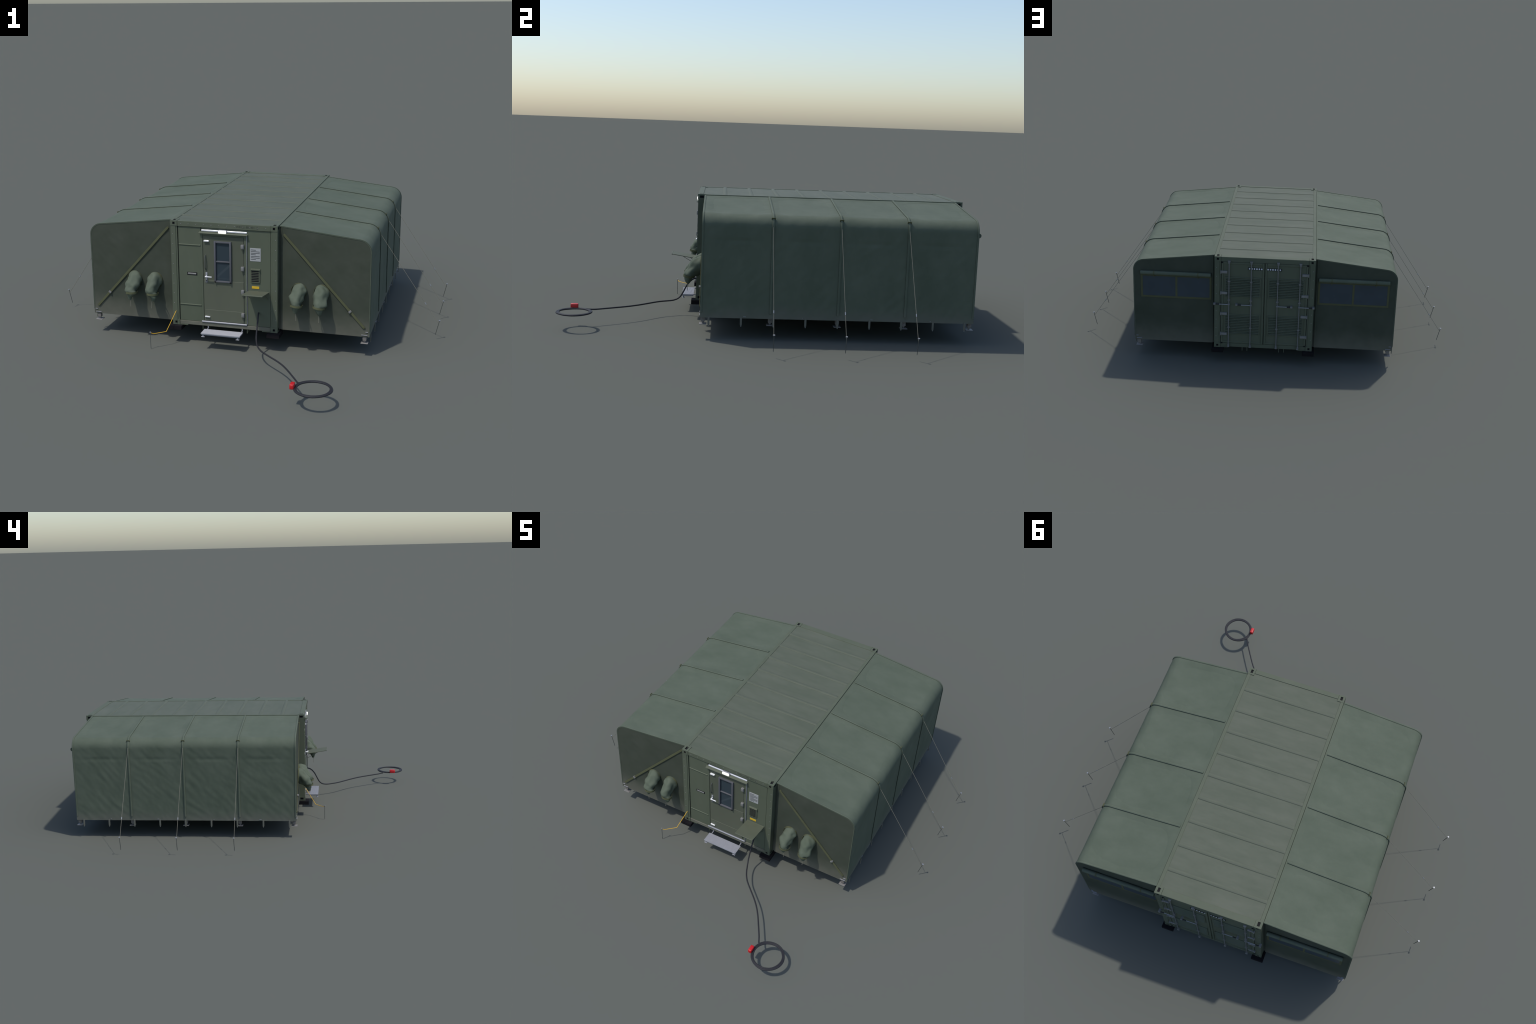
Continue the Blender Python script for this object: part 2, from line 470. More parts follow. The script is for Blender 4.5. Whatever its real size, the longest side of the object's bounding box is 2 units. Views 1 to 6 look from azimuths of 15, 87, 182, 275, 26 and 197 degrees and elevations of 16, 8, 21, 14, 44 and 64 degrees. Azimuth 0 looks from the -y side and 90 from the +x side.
b = Build()                                                  # lever handle on its plate
b.box((-0.0918, -0.0815), (-0.3440, -0.338), (0.3150, 0.3665), 0.0018, 0, seg=2)
b.cyl((-0.0866, -0.343, 0.3485), (-0.0866, -0.3560, 0.3485), 0.0030, mat=1)
b.box((-0.0905, -0.0560), (-0.3590, -0.3540), (0.3462, 0.3508), 0.0018, 1, seg=2)
b.cyl((-0.0866, -0.343, 0.3250), (-0.0866, -0.3460, 0.3250), 0.0026, mat=2)
b.done('door_handle', door, ('plate_metal', 'chrome', 'gasket'))
b = Build()                                                  # bowed grab bar
b.tube(spline([(-0.0905, -0.339, 0.4520), (-0.0905, -0.347, 0.4460), (-0.0905, -0.3515, 0.4165),
               (-0.0905, -0.347, 0.3870), (-0.0905, -0.339, 0.3810)], 6), 0.0024, 8)
b.done('grab_bar', door, 'stake_paint')
for z in (0.5215, 0.1440):                                   # wedge latches
    b = Build()
    b.prism([(-0.0960, z - 0.0018), (-0.0960, z + 0.0026), (-0.0790, z + 0.0016), (-0.0715, z + 0.0002),
             (-0.0715, z - 0.0018)], 'y', -0.3490, -0.3385)
    b.box((-0.0950, -0.0730), (-0.3412, -0.338), (z - 0.0030, z + 0.0030), 0.0006)
    b.done('door_latch', door, 'chrome', smooth=0.3)
b = Build()
b.box((-0.0072, 0.0072), (-0.0095, 0.0035), (-0.0100, 0.0100), 0.0022, seg=2)
b.cyl((0.0048, -0.0035, -0.0108), (0.0048, -0.0035, 0.0108), 0.0036)
hin = b.done('door_hinge', door, 'grey_steel')
copies(hin, [(0.0934, -0.3435, z) for z in (0.5045, 0.3975, 0.2825, 0.1665)])

# ---------------------------------------------------- fittings on the wall
b = Build()
b.box((0.1285, 0.1805), (-0.3402, -0.3385), (0.4368, 0.5005), 0.0003, 0)
for i, (w, z) in enumerate(((0.5, .4917), (1, .4838), (1, .4762), (.5, .4690), (1, .4610), (1, .4537), (.5, .4463))):
    b.box((0.1332, 0.1332 + 0.0425 * (1 if w == 1 else 0.56)), (-0.3407, -0.3396), (z - 0.0011, z + 0.0011), 0, 1)
b.done('instruction_sign', shelter, ('sign_plate', 'ink'))
b = Build()
b.box((0.1330, 0.1768), (-0.3440, -0.338), (0.3320, 0.3990), 0.0012, 0)
for i in range(7):
    z = 0.3888 - i * 0.00805
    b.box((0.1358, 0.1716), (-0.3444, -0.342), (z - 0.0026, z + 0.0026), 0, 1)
b.prism([(-0.3385, 0.4005), (-0.3480, 0.3985), (-0.3480, 0.3950), (-0.3385, 0.3950)], 'x', 0.1322, 0.1778, 0)
b.done('air_vent', shelter, ('hood_paint', 'gasket'), smooth=0.3)
box_part('warning_plate', shelter, 'yellow_plate', (0.1368, 0.1724), (-0.3404, -0.3385), (0.3022, 0.3140), 0.0003)

# fold-out shelf tilting up and out, with braces
b = Build()
ang = math.atan2(0.0205, 0.128)
b.box((0.1200, 0.2210), (-0.4700, -0.3410), (0.2868, 0.2900), 0.0006, rot=Matrix.Rotation(-ang, 3, 'X'), about=(0, -0.341, 0.2890))
b.box((0.1200, 0.2210), (-0.4690, -0.4665), (0.2852, 0.2905), 0.0005, rot=Matrix.Rotation(-ang, 3, 'X'), about=(0, -0.341, 0.2890))
b.box((0.1215, 0.2195), (-0.3440, -0.338), (0.2835, 0.2905), 0.0005)
for x in (0.1260, 0.2150):
    b.cyl((x, -0.4100, 0.2965), (x, -0.3390, 0.2550), 0.0012, seg=8)
b.done('fold_out_shelf', shelter, 'hood_paint')

# stencilled number on the header
fc = bpy.data.curves.new('marking', 'FONT')
fc.body = 'WRKU 881401'; fc.size = 0.0165; fc.extrude = 0.0003; fc.align_x = 'LEFT'
tmp = bpy.data.objects.new('marking_tmp', fc); SCENE.objects.link(tmp)
bpy.context.view_layer.update()
me = bpy.data.meshes.new_from_object(tmp.evaluated_get(bpy.context.evaluated_depsgraph_get()))
bpy.data.objects.remove(tmp)
xs = [v.co.x for v in me.vertices]; ys = [v.co.y for v in me.vertices]
sx_, sz_ = 0.0885 / (max(xs) - min(xs)), 0.0105 / (max(ys) - min(ys))
for v in me.vertices:
    v.co = Vector((0.0620 + (v.co.x - min(xs)) * sx_, -0.3437 - v.co.z * 0.3, 0.5935 + (v.co.y - min(ys)) * sz_))
me.materials.clear()
link('stencil_marking', me, shelter, ('faded_ink',))
b = Build()
b.box((0.1622, 0.1678), (-0.34375, -0.343), (0.5925, 0.5952)); b.box((0.1622, 0.1678), (-0.34375, -0.343), (0.6015, 0.6042))
b.box((0.1655, 0.1678), (-0.34376, -0.343), (0.5952, 0.6015))
b.done('stencil_digit', shelter, 'faded_ink')

# skid runners and timber packing beneath
b = Build()
for x in (-0.1115, -0.0856, 0.0856, 0.1115):
    b.box((x - 0.0013, x + 0.0013), (-0.3385, 0.9500), (0.0730, 0.0970))
b.done('skid_runner', shelter, 'paint')
b = Build(); b.box((-0.0310, 0.0310), (-0.0405, 0.0405), (-0.0110, 0.0104), 0.001)
blk = b.done('packing_block', shelter, 'timber')
copies(blk, [(sx * 0.2440, y, 0.0798) for sx in (-1, 1) for y in (-0.3255, 0.9335)])

# ---------------------------------------------------------------- step
b = Build()
b.box((-0.0967, 0.0967), (-0.4185, -0.3595), (0.0795, 0.0832), 0.0006)
for i in range(15):
    y = -0.4172 + i * 0.00403
    b.box((-0.0967, 0.0967), (y - 0.0013, y + 0.0013), (0.0828, 0.0850), 0.0004)
for x in (-0.0835, 0.0878):
    b.box((x - 0.002, x + 0.002), (-0.3605, -0.336), (0.0805, 0.0848))
    b.box((x - 0.0022, x + 0.0022), (-0.3420, -0.3380), (0.0805, 0.0945))
b.box((-0.0950, 0.0950), (-0.4160, -0.3610), (0.0750, 0.0797), 0.0005)
step = b.done('entry_step', shelter, 'aluminium')
b = Build()
b.box((-0.0030, 0.0030), (-0.003, 0.003), (-0.0120, 0.0050), 0.0006)
b.box((-0.0085, 0.0085), (-0.0065, 0.0065), (-0.0140, -0.0120), 0.0005)
leg = b.done('step_leg', step, 'aluminium')
copies(leg, [(-0.0870, -0.4115, 0.0790), (0.0850, -0.4115, 0.0790)])

# =============================================================== CARGO DOORS
for sx in (-1, 1):
    def X(a, c):
        return sorted((sx * a, sx * c))
    b = Build()
    b.box(X(0.0010, 0.2265), (0.930, YD), (0.1180, 0.5850), 0.0008)
    b.box(X(0.0025, 0.0115), (0.930, 0.9565), (0.1185, 0.5840), 0.0012)      # meeting stile
    b.box(X(0.2165, 0.2255), (0.930, 0.9555), (0.1185, 0.5790), 0.0012)      # hinge stile
    b.box(X(0.0115, 0.2255), (0.930, 0.9545), (0.5715, 0.5840), 0.0012)      # top and bottom rails
    b.box(X(0.0115, 0.2255), (0.930, 0.9545), (0.1185, 0.1285), 0.0012)
    cd = b.done('cargo_door', shelter, 'paint')
    b = Build()
    b.box(X(0.2260, 0.2292), (0.93, 0.9480), (0.1165, 0.5855))
    for x, z in ((0.2218, 0.5812), (0.2218, 0.1185)):
        b.box(X(x - 0.0045, x + 0.0045), (0.940, 0.9575), (z - 0.0035, z + 0.0035))
    b.box(X(0.0000, 0.0024), (0.93, 0.9490), (0.1165, 0.5855))
    b.done('door_gasket', cd, 'gasket')
    for z0, z1 in ((0.3865, 0.5005), (0.1715, 0.2880)):
        b = Build()                                                          # louvred vent
        for xx in ((0.0195, 0.0250), (0.2025, 0.2080)):
            b.box(X(*xx), (0.940, YD + 0.0045), (z0, z1), 0.001)
        for zz in ((z0, z0 + 0.0055), (z1 - 0.0055, z1)):
            b.box(X(0.0250, 0.2025), (0.940, YD + 0.0045), zz, 0.001)
        b.box(X(0.0250, 0.2025), (0.945, YD + 0.0004), (z0 + 0.0055, z1 - 0.0055), 0, 1)  # dark plate added behind the slats, painting in the shade of the gaps
        n = 11
        p = (z1 - z0 - 0.011) / n
        for i in range(n):
            z = z0 + 0.0055 + p * (i + 0.5)
            b.prism([(YD - 0.001, z + p * 0.46), (YD + 0.0058, z - p * 0.02), (YD + 0.0058, z - p * 0.22),
                     (YD - 0.001, z - p * 0.10)], 'x', *X(0.0250, 0.2025))
        b.done('louver_vent', cd, ('paint', 'vent_shade'), smooth=0.3)
    for x in (0.1855, 0.0695):                                               # locking rods
        b = Build()
        b.cyl((sx * x, 0.9603, 0.1050), (sx * x, 0.9603, 0.5900), 0.0030, seg=10)
        for z in (0.4770, 0.3710, 0.2135):
            b.box(X(x - 0.0068, x + 0.0068), (0.946, 0.9630), (z - 0.0034, z + 0.0034), 0.0012)
        b.box(X(x - 0.0075, x + 0.0075), (0.950, 0.9628), (0.5865, 0.5932), 0.0012)
        b.box(X(x - 0.0054, x + 0.0054), (0.950, 0.9636), (0.5775, 0.5868), 0.0015)
        b.box(X(x - 0.0062, x + 0.0062), (0.950, 0.9655), (0.0985, 0.1045), 0.0012)
        b.box(X(x - 0.0045, x + 0.0045), (0.950, 0.9650), (0.1040, 0.1140), 0.0012)
        b.done('locking_rod', cd, 'rod_steel')
        b = Build()                                                          # swing handle, grip, keeper
        b.box(X(x - 0.0055, x + 0.0055), (0.954, 0.9685), (0.3435, 0.3525), 0.0015, 0)
        b.box(X(x, x + 0.0560), (0.9640, 0.9675), (0.3460, 0.3500), 0.001, 1)
        b.box(X(x + 0.0500, x + 0.0710), (0.9630, 0.9685), (0.3445, 0.3515), 0.002, 2)
        b.box(X(x + 0.0690, x + 0.0810), (0.9500, 0.9705), (0.3430, 0.3530), 0.0015, 0)
        b.done('swing_handle', cd, ('rod_steel', 'plate_metal', 'rubber'))
    b = Build()
    b.box(X(0.1945, 0.2265), (0.944, 0.9590), (-0.0068, 0.0068), 0.0012)
    b.box(X(0.2255, 0.2312), (0.944, 0.9620), (-0.0085, 0.0085), 0.0016)
    hg = b.done('strap_hinge', cd, 'grey_steel')
    copies(hg, [(0, 0, z) for z in (0.5275, 0.4090, 0.2900, 0.1720)])
    b = Build()
    b.box(X(0.0120, 0.0885), (0.944, YD + 0.0022), (0.5445, 0.5575), 0.0003, 0)
    for i in range(6):
        x = 0.0163 + 0.0127 * i
        b.box(X(x - 0.0039, x + 0.0039), (0.946, YD + 0.0027), (0.5468, 0.5554), 0.0006, 1)
    b.done('number_plate', cd, ('gasket', 'white_block'))

# ================================================================ ANNEXES
# half profile of the canvas, from the roof rail out, round the eave, down
def fillet_profile(n_roof=46, n_arc=16, n_wall=52):
    A, C, B = Vector((0.2640, 0.6072)), Vector((0.6928, 0.5590)), Vector((0.6945, TZ))
    t1, t2 = (A - C).normalized(), (B - C).normalized()
    half = math.acos(t1.dot(t2)) / 2
    R = 0.0590
    d = R / math.tan(half)
    P, Q = C + t1 * d, C + t2 * d
    O = C + (t1 + t2).normalized() * (R / math.sin(half))
    pts = [A.lerp(P, i / n_roof) for i in range(n_roof)]
    a0 = math.atan2(P.y - O.y, P.x - O.x); a1 = math.atan2(Q.y - O.y, Q.x - O.x)
    pts += [O + Vector((math.cos(a0 + (a1 - a0) * i / n_arc), math.sin(a0 + (a1 - a0) * i / n_arc))) * R
            for i in range(n_arc)]
    pts += [Q.lerp(B, i / n_wall) for i in range(n_wall + 1)]
    return pts


PROF = fillet_profile()


def profile_normals(pts):
    out = []
    for i in range(len(pts)):
        t = (pts[min(i + 1, len(pts) - 1)] - pts[max(i - 1, 0)]).normalized()
        out.append(Vector((-t.y, t.x)))
    return [n if n.dot(Vector((0.6, 0.8))) > 0 or n.x > 0 else -n for n in out]


NORM = profile_normals(PROF)


def crease(p, side):
    """Relief of taut canvas: long soft folds, finer diagonal creases, a seam dent."""
    x, y, z = p
    s = side * 7.3
    wall = max(0.0, min(1.0, (0.55 - z) / 0.05))
    soft = noise.noise(Vector((x * 5 + s, y * 6, z * 5)))
    warp = 0.02 * noise.noise(Vector((y * 6 + s, z * 6, 1.7)))
    diag = noise.noise(Vector(((y * 0.66 - z * 0.75 + warp) * 46 + s, (z * 0.66 + y * 0.75) * 10, 3)))
    fine = noise.noise(Vector(((y * 0.80 - z * 0.60 + warp) * 95 + s, (z * 0.80 + y * 0.60) * 26, 9)))
    streak = noise.noise(Vector(((x * 0.93 + side * y * 0.36) * 48 + s, (y * 0.93 - side * x * 0.36) * 8, 5)))
    d = 0.0010 * soft + wall * (0.0013 * diag + 0.0005 * fine) + (1 - wall) * 0.0007 * streak
    # bays between the bows: the roof hangs in a soft hollow, the wall has a seam dent
    bay = 0.5 - 0.5 * math.cos(2 * math.pi * ((y - RIBS[0]) / (RIBS[1] - RIBS[0])))
    run = (x - 0.2640) + (max(0.0, 0.566 - z) * 0.8 if x > 0.6 else 0.0)      # distance out from the rail

    def ease(a, c):
        t = max(0.0, min(1.0, (run - a) / (c - a)))
        return t * t * (3 - 2 * t)
    d -= 0.0128 * bay ** 0.7 * ease(0.0, 0.10) * (1 - ease(0.26, 0.47))
    d -= 0.0034 * (0.15 + 0.85 * bay) * wall * math.exp(-((z - 0.4476) / 0.0045) ** 2)
    near = max(0.0, 1 - min(abs(y - r) for r in RIBS) / 0.012)
    d *= 1 - 0.85 * near
    edge = min((p[1] - TY0), (TY1 - p[1]), 0.02) / 0.02
    return d * max(0.0, edge)


def cover(side, parent):
    """Canvas shell over roof, eave and outer wall (outer skin, lining, hems)."""
    bm = bmesh.new()
    ny, th = 190, 0.003
    ysteps = [TY0 + (TY1 - TY0) * j / ny for j in range(ny + 1)]
    out, inn = [], []
    for (p, n) in zip(PROF, NORM):
        ro, ri = [], []
        for y in ysteps:
            d = crease((p.x, y, p.y), side)
            ro.append(bm.verts.new((side * (p.x + n.x * d), y, p.y + n.y * d)))
            ri.append(bm.verts.new((side * (p.x - n.x * th), y, p.y - n.y * th)))
        out.append(ro); inn.append(ri)
    m, k = len(out), ny
    for i in range(m - 1):
        for j in range(k):
            bm.faces.new((out[i][j], out[i][j + 1], out[i + 1][j + 1], out[i + 1][j]))
            bm.faces.new((inn[i][j], inn[i + 1][j], inn[i + 1][j + 1], inn[i][j + 1]))
        for j in (0, k):
            bm.faces.new((out[i][j], out[i + 1][j], inn[i + 1][j], inn[i][j]))
    for i in (0, m - 1):
        for j in range(k):
            bm.faces.new((out[i][j], out[i][j + 1], inn[i][j + 1], inn[i][j]))
    bmesh.ops.recalc_face_normals(bm, faces=bm.faces)
    me = bpy.data.meshes.new('annex_cover'); bm.to_mesh(me); bm.free()
    return link('annex_cover', me, parent, ('canvas',), 0.7)


def bow(side, y, w, h, name, mat, start=1, stop_z=0.1195, parent=None):
    """Half-round ridge where the canvas lies over a bow (or a sewn edge)."""
    bm = bmesh.new()
    sec = [(-w * 1.02, -0.0015), (-w, h * 0.62), (-w * 0.72, h * 0.95), (0, h), (w * 0.72, h * 0.95), (w, h * 0.62), (w * 1.02, -0.0015)]
    rings = []
    for p, n in list(zip(PROF, NORM))[start:]:
        if p.y < stop_z:
            break
        d = crease((p.x, y, p.y), side)
        rings.append([bm.verts.new((side * (p.x + n.x * (d + q)), y + v, p.y + n.y * (d + q))) for v, q in sec])
    for A, B in zip(rings, rings[1:]):
        for k in range(len(sec) - 1):
            f = bm.faces.new((A[k], A[k + 1], B[k + 1], B[k]))
            f.material_index = 1 if k in (0, len(sec) - 2) else 0      # dark shade painted on both side faces
    bm.faces.new(rings[0]); bm.faces.new(list(reversed(rings[-1])))
    bmesh.ops.recalc_face_normals(bm, faces=bm.faces)
    me = bpy.data.meshes.new(name); bm.to_mesh(me); bm.free()
    return link(name, me, parent, (mat, 'seam_shade'), 0.8)


def top_z(x):
    for a, c in zip(PROF, PROF[1:]):
        if a.x <= x <= c.x and c.x > a.x:
            return a.y + (c.y - a.y) * (x - a.x) / (c.x - a.x)
    return 0.505


def end_wall(side, y, ny, parent):
    """Flat canvas end of the annex, slightly rippled; ny is its outward side."""
    bm = bmesh.new()
    x0, x1 = 0.2785, 0.6912
    nx, nz = 64, 60
    cols = []
    for i in range(nx + 1):
        u = i / nx
        u = 1 - (1 - u) ** 1.7
        x = x0 + (x1 - x0) * u
        zt = top_z(x) - 0.0022
        col = []
        for j in range(nz + 1):
            z = TZ + 0.0003 + (zt - TZ) * j / nz
            f = min(1, (x1 - x) / 0.04, (x - x0) / 0.015, (zt - z) / 0.03, (z - TZ) / 0.03)
            f = max(0, f)
            d = 0.0006 * f ** 0.5 + 0.0012 * noise.noise(Vector((x * 11 + side * 5, z * 9, y * 3)))
            d += 0.0007 * noise.noise(Vector(((x + z * side * 0.8) * 34, (z - x * side * 0.8) * 12, y * 7 + side)))
            col.append((bm.verts.new((side * x, y + ny * d * f, z)), bm.verts.new((side * x, y - ny * 0.004, z))))
        cols.append(col)
    for i in range(nx):
        for j in range(nz):
            for s in (0, 1):
                bm.faces.new((cols[i][j][s], cols[i + 1][j][s], cols[i + 1][j + 1][s], cols[i][j + 1][s]))
    for i in range(nx):
        for j in (0, nz):
            bm.faces.new((cols[i][j][0], cols[i + 1][j][0], cols[i + 1][j][1], cols[i][j][1]))
    for j in range(nz):
        for i in (0, nx):
            bm.faces.new((cols[i][j][0], cols[i][j + 1][0], cols[i][j + 1][1], cols[i][j][1]))
    bmesh.ops.recalc_face_normals(bm, faces=bm.faces)
    me = bpy.data.meshes.new('end_wall'); bm.to_mesh(me); bm.free()
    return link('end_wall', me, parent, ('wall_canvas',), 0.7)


def sleeve(cx, spine, seed, tuft, parent):
    """Tied canvas ventilation sleeve: lofted along a drooping spine.
    spine rows: x offset, y, z, pitch of section (0 = faces -y, 90 = faces down), rx, ry"""
    rows = []
    K = [Vector(r[:3]) for r in spine]
    per = 6
    def interp(col, i, t):
        c = [spine[max(0, min(len(spine) - 1, i + o))][col] for o in (-1, 0, 1, 2)]
        return 0.5 * (2 * c[1] + (c[2] - c[0]) * t + (2 * c[0] - 5 * c[1] + 4 * c[2] - c[3]) * t * t
                      + (3 * c[1] - c[0] - 3 * c[2] + c[3]) * t ** 3)
    for i in range(len(spine) - 1):
        for k in range(per):
            rows.append([interp(c, i, k / per) for c in range(6)])
    rows.append(list(spine[-1]))
    bm = bmesh.new()
    seg, rings = 36, []
    for q, (ox, y, z, pitch, rx, ry) in enumerate(rows):
        a = math.radians(pitch)
        up = Vector((0, -math.sin(a), math.cos(a)))
        t = q / (len(rows) - 1)
        ring = []
        for k in range(seg):
            th = 2 * math.pi * k / seg
            d = Vector((math.cos(th), 0, 0)) * rx + up * (math.sin(th) * ry)
            w = min(1, t * 5) * (0.55 if t > 0.9 else 1)
            c = Vector((cx + ox, y, z))
            p = c + d
            lump = noise.noise(p * 34 + Vector((seed * 3.1, 0, 0))) * 0.30 + noise.noise(p * 80 + Vector((0, seed, 0))) * 0.06
            pleat = math.sin(th * 9 + seed) * 0.05 * max(0, (t - 0.55) / 0.45)
            ring.append(bm.verts.new(c + d * (1 + w * (lump + pleat))))
        rings.append(ring)
    for A, B in zip(rings, rings[1:]):
        for k in range(seg):
            bm.faces.new((A[k], A[(k + 1) % seg], B[(k + 1) % seg], B[k]))
    bm.faces.new(rings[-1]); bm.faces.new(rings[0])
    bmesh.ops.recalc_face_normals(bm, faces=bm.faces)
    me = bpy.data.meshes.new('vent_sleeve'); bm.to_mesh(me); bm.free()
    return link('vent_sleeve', me, parent, ('canvas',), 1.2)


def ring_band(c, rx, ry, pitch, width, thick, seg=40, start=0.0, sweep=1.0):
    """Flat webbing band around an ellipse whose plane is pitched about x."""
    bm = bmesh.new()
    a = math.radians(pitch)
    up = Vector((0, -math.sin(a), math.cos(a))); ax = Vector((0, -math.cos(a), -math.sin(a)))
    rows = []
    n = int(seg * sweep)
    for k in range(n + (0 if sweep == 1.0 else 1)):
        th = start + 2 * math.pi * k / seg
        row = []
        for dr, dw in ((0, -1), (0, 1), (1, 1), (1, -1)):
            row.append(bm.verts.new(Vector(c) + Vector((math.cos(th) * (rx + dr * thick), 0, 0))
                                    + up * (math.sin(th) * (ry + dr * thick)) + ax * (dw * width / 2)))
        rows.append(row)
    m = len(rows)
    for i in range(m if sweep == 1.0 else m - 1):
        A, B = rows[i], rows[(i + 1) % m]
        for k in range(4):
            bm.faces.new((A[k], A[(k + 1) % 4], B[(k + 1) % 4], B[k]))
    bmesh.ops.recalc_face_normals(bm, faces=bm.faces)
    return bm


def band_obj(name, bm, mat, parent):
    me = bpy.data.meshes.new(name); bm.to_mesh(me); bm.free()
    return link(name, me, parent, (mat,), 0.6)


YE, YEB = TY0 + 0.0012, TY1 - 0.0012
YW = YE - 0.0006                # entrance-side end wall plane
YWB = YEB + 0.0006               # cargo-side end wall plane

# per sleeve: seed, tie centre x offset, tip x offset, tie roll (deg), then the lateral offset and the
# width factor of the four body sections between wall ring and tie
SLEEVES = {
    0.359: (1, -0.001, -0.005, 4, (0.002, 0.000, -0.003, -0.005), (1.04, 1.10, 1.00, 0.90)),
    0.467: (2, -0.002, 0.001, 7, (0.000, -0.001, 0.000, 0.002), (0.98, 1.02, 1.04, 0.98)),
    -0.359: (4, 0.0045, 0.010, 0, (0.000, -0.001, -0.006, -0.004), (1.05, 1.02, 0.84, 0.92)),
    -0.467: (3, 0.0045, -0.003, -2, (0.004, 0.004, 0.000, -0.004), (1.00, 1.06, 1.02, 0.96))}

for side in (-1, 1):
    b = Build()
    b.box(sorted((side * 0.2640, side * 0.6860)), (TY0 + 0.008, TY1 - 0.008), (TZ + 0.0015, TZ + 0.008))
    annex = b.done('canvas_annex', shelter, 'stake_paint')            # floor deck carries the rest
    cover(side, annex)
    for y in RIBS:
        bow(side, y, 0.0056, 0.0046, 'bow_sleeve', 'canvas', parent=annex)
        # webbing loop where the guy line ties in
        p, n = min(zip(PROF, NORM), key=lambda q: abs(q[0].y - 0.5470) + (0 if q[0].x > .6 else 1))
        b = Build()
        ang = math.atan2(n.y, n.x)
        vs = b.box((-0.0030, 0.0085), (-0.0092, 0.0092), (-0.0014, 0.0014), 0.0006, rot=Matrix.Rotation(-ang - 0.25, 3, 'Y'), about=(0, 0, 0))
        lp = b.done('guy_loop', annex, 'webbing')
        lp.location = (p.x + 0.0015, y, p.y)
        if side < 0:
            lp.rotation_euler = (0, 0, math.pi); lp.location.x = -lp.location.x
    for y in (TY0 + 0.0045, TY1 - 0.0045):
        bow(side, y, 0.0042, 0.0026, 'edge_binding', 'canvas', start=0, parent=annex)
    # end walls, inner frame strips
    for y, ny in ((YE, -1), (YEB, 1)):
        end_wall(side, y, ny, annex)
        b = Build()
        yy = sorted((y - ny * 0.0005, y - ny * 0.012))
        b.box(sorted((side * 0.2715, side * 0.2790)), sorted((y + ny * 0.0012, y - ny * 0.01)), (TZ + 0.001, 0.6042), 0.0008)
        b.box(sorted((side * 0.2610, side * 0.2720)), sorted((y - ny * 0.004, y - ny * 0.014)), (TZ + 0.001, 0.6045), 0)
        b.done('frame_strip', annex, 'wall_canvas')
        # little metal tabs low on the outer corner
        b = Build()
        ys = sorted((y + ny * 0.0040, y - ny * 0.002))
        b.box(sorted((side * 0.6755, side * 0.6880)), ys, (0.1222, 0.1243), 0.0004)
        b.box(sorted((side * 0.6570, side * 0.6855)), ys, (0.1068, 0.1088), 0.0004)
        b.done('corner_tab', annex, 'tab_metal')
    # diagonal webbing strap with buckle on the entrance side
    p, q = Vector((side * 0.2875, 0, 0.5670)), Vector((side * 0.6695, 0, 0.1440))
    d = (q - p).normalized(); rot = Matrix.Rotation(-math.atan2(d.z, d.x), 3, 'Y')
    L = (q - p).length; mid = (p + q) / 2
    b = Build()
    b.box((mid.x - L / 2, mid.x + L / 2), (YW - 0.0052, YW - 0.0030), (mid.z - 0.0056, mid.z + 0.0056), 0.0004, rot=rot)
    for e in (p, q):
        b.box((e.x - 0.004, e.x + 0.004), (YW - 0.0040, YW + 0.001), (e.z - 0.0045, e.z + 0.0045), 0.0004, rot=rot)
    b.done('brace_strap', annex, 'webbing')
    k = p.lerp(q, 0.823)
    b = Build()
    b.box((k.x - 0.0048, k.x + 0.0048), (YW - 0.0105, YW - 0.0005), (k.z - 0.0068, k.z + 0.0068), 0.0012, rot=rot)
    b.done('buckle', annex, 'grey_steel')
    # ventilation sleeves
    for cx, (seed, belt, tip, roll, off, wid) in SLEEVES.items():
        if cx * side < 0:
            continue
        body = ((-0.3200, 0.2975, 12, 0.0350, 0.0410), (-0.3315, 0.2930, 34, 0.0340, 0.0350),
                (-0.3530, 0.2690, 52, 0.0318, 0.0305), (-0.3675, 0.2530, 70, 0.0285, 0.0280))
        spine = [(0, YE + 0.001, 0.2990, 0, 0.0355, 0.0400)]
        spine += [(o, y, z, p, rx * w, ry) for o, w, (y, z, p, rx, ry) in zip(off, wid, body)]
        spine += [(belt, -0.3725, 0.2440, 84, 0.0235, 0.0235), (belt, -0.3735, 0.2370, 88, 0.0200, 0.0200),
                  (tip, -0.3765, 0.2240, 84, 0.0135, 0.0145), (tip, -0.3775, 0.2120, 80, 0.0085, 0.0085),
                  (tip, -0.3775, 0.2085, 80, 0.0040, 0.0040)]
        sl = sleeve(cx, spine, seed, tip, annex)
        tb = ring_band((cx + belt, -0.3715, 0.2460), 0.0278, 0.0265, 86, 0.0095, 0.0012)
        bmesh.ops.rotate(tb, cent=(cx + belt, -0.3715, 0.2460), matrix=Matrix.Rotation(math.radians(roll), 3, 'Y'), verts=tb.verts)
        band_obj('sleeve_tie', tb, 'webbing', annex)
        band_obj('sleeve_ring', ring_band((cx, YW - 0.004, 0.2985), 0.0368, 0.0392, 0, 0.0085, 0.0014), 'webbing', annex)
        b = Build()
        b.tube(spline([(cx + tip * .3, -0.3770, 0.2150), (cx + tip * .2, -0.3790, 0.1950), (cx, -0.3795, 0.1745)], 4), 0.0011, 6)
        b.done('tie_cord', annex, 'cord')
    # window on the cargo side: border, panes, rolled blind with ties
    b = Build()
    yb = (YWB - 0.001, YWB + 0.0022)
    b.box(sorted((side * 0.2805, side * 0.6560)), yb, (0.3520, 0.3628), 0.0004)
    b.box(sorted((side * 0.2805, side * 0.6560)), yb, (0.4745, 0.4850), 0.0004)
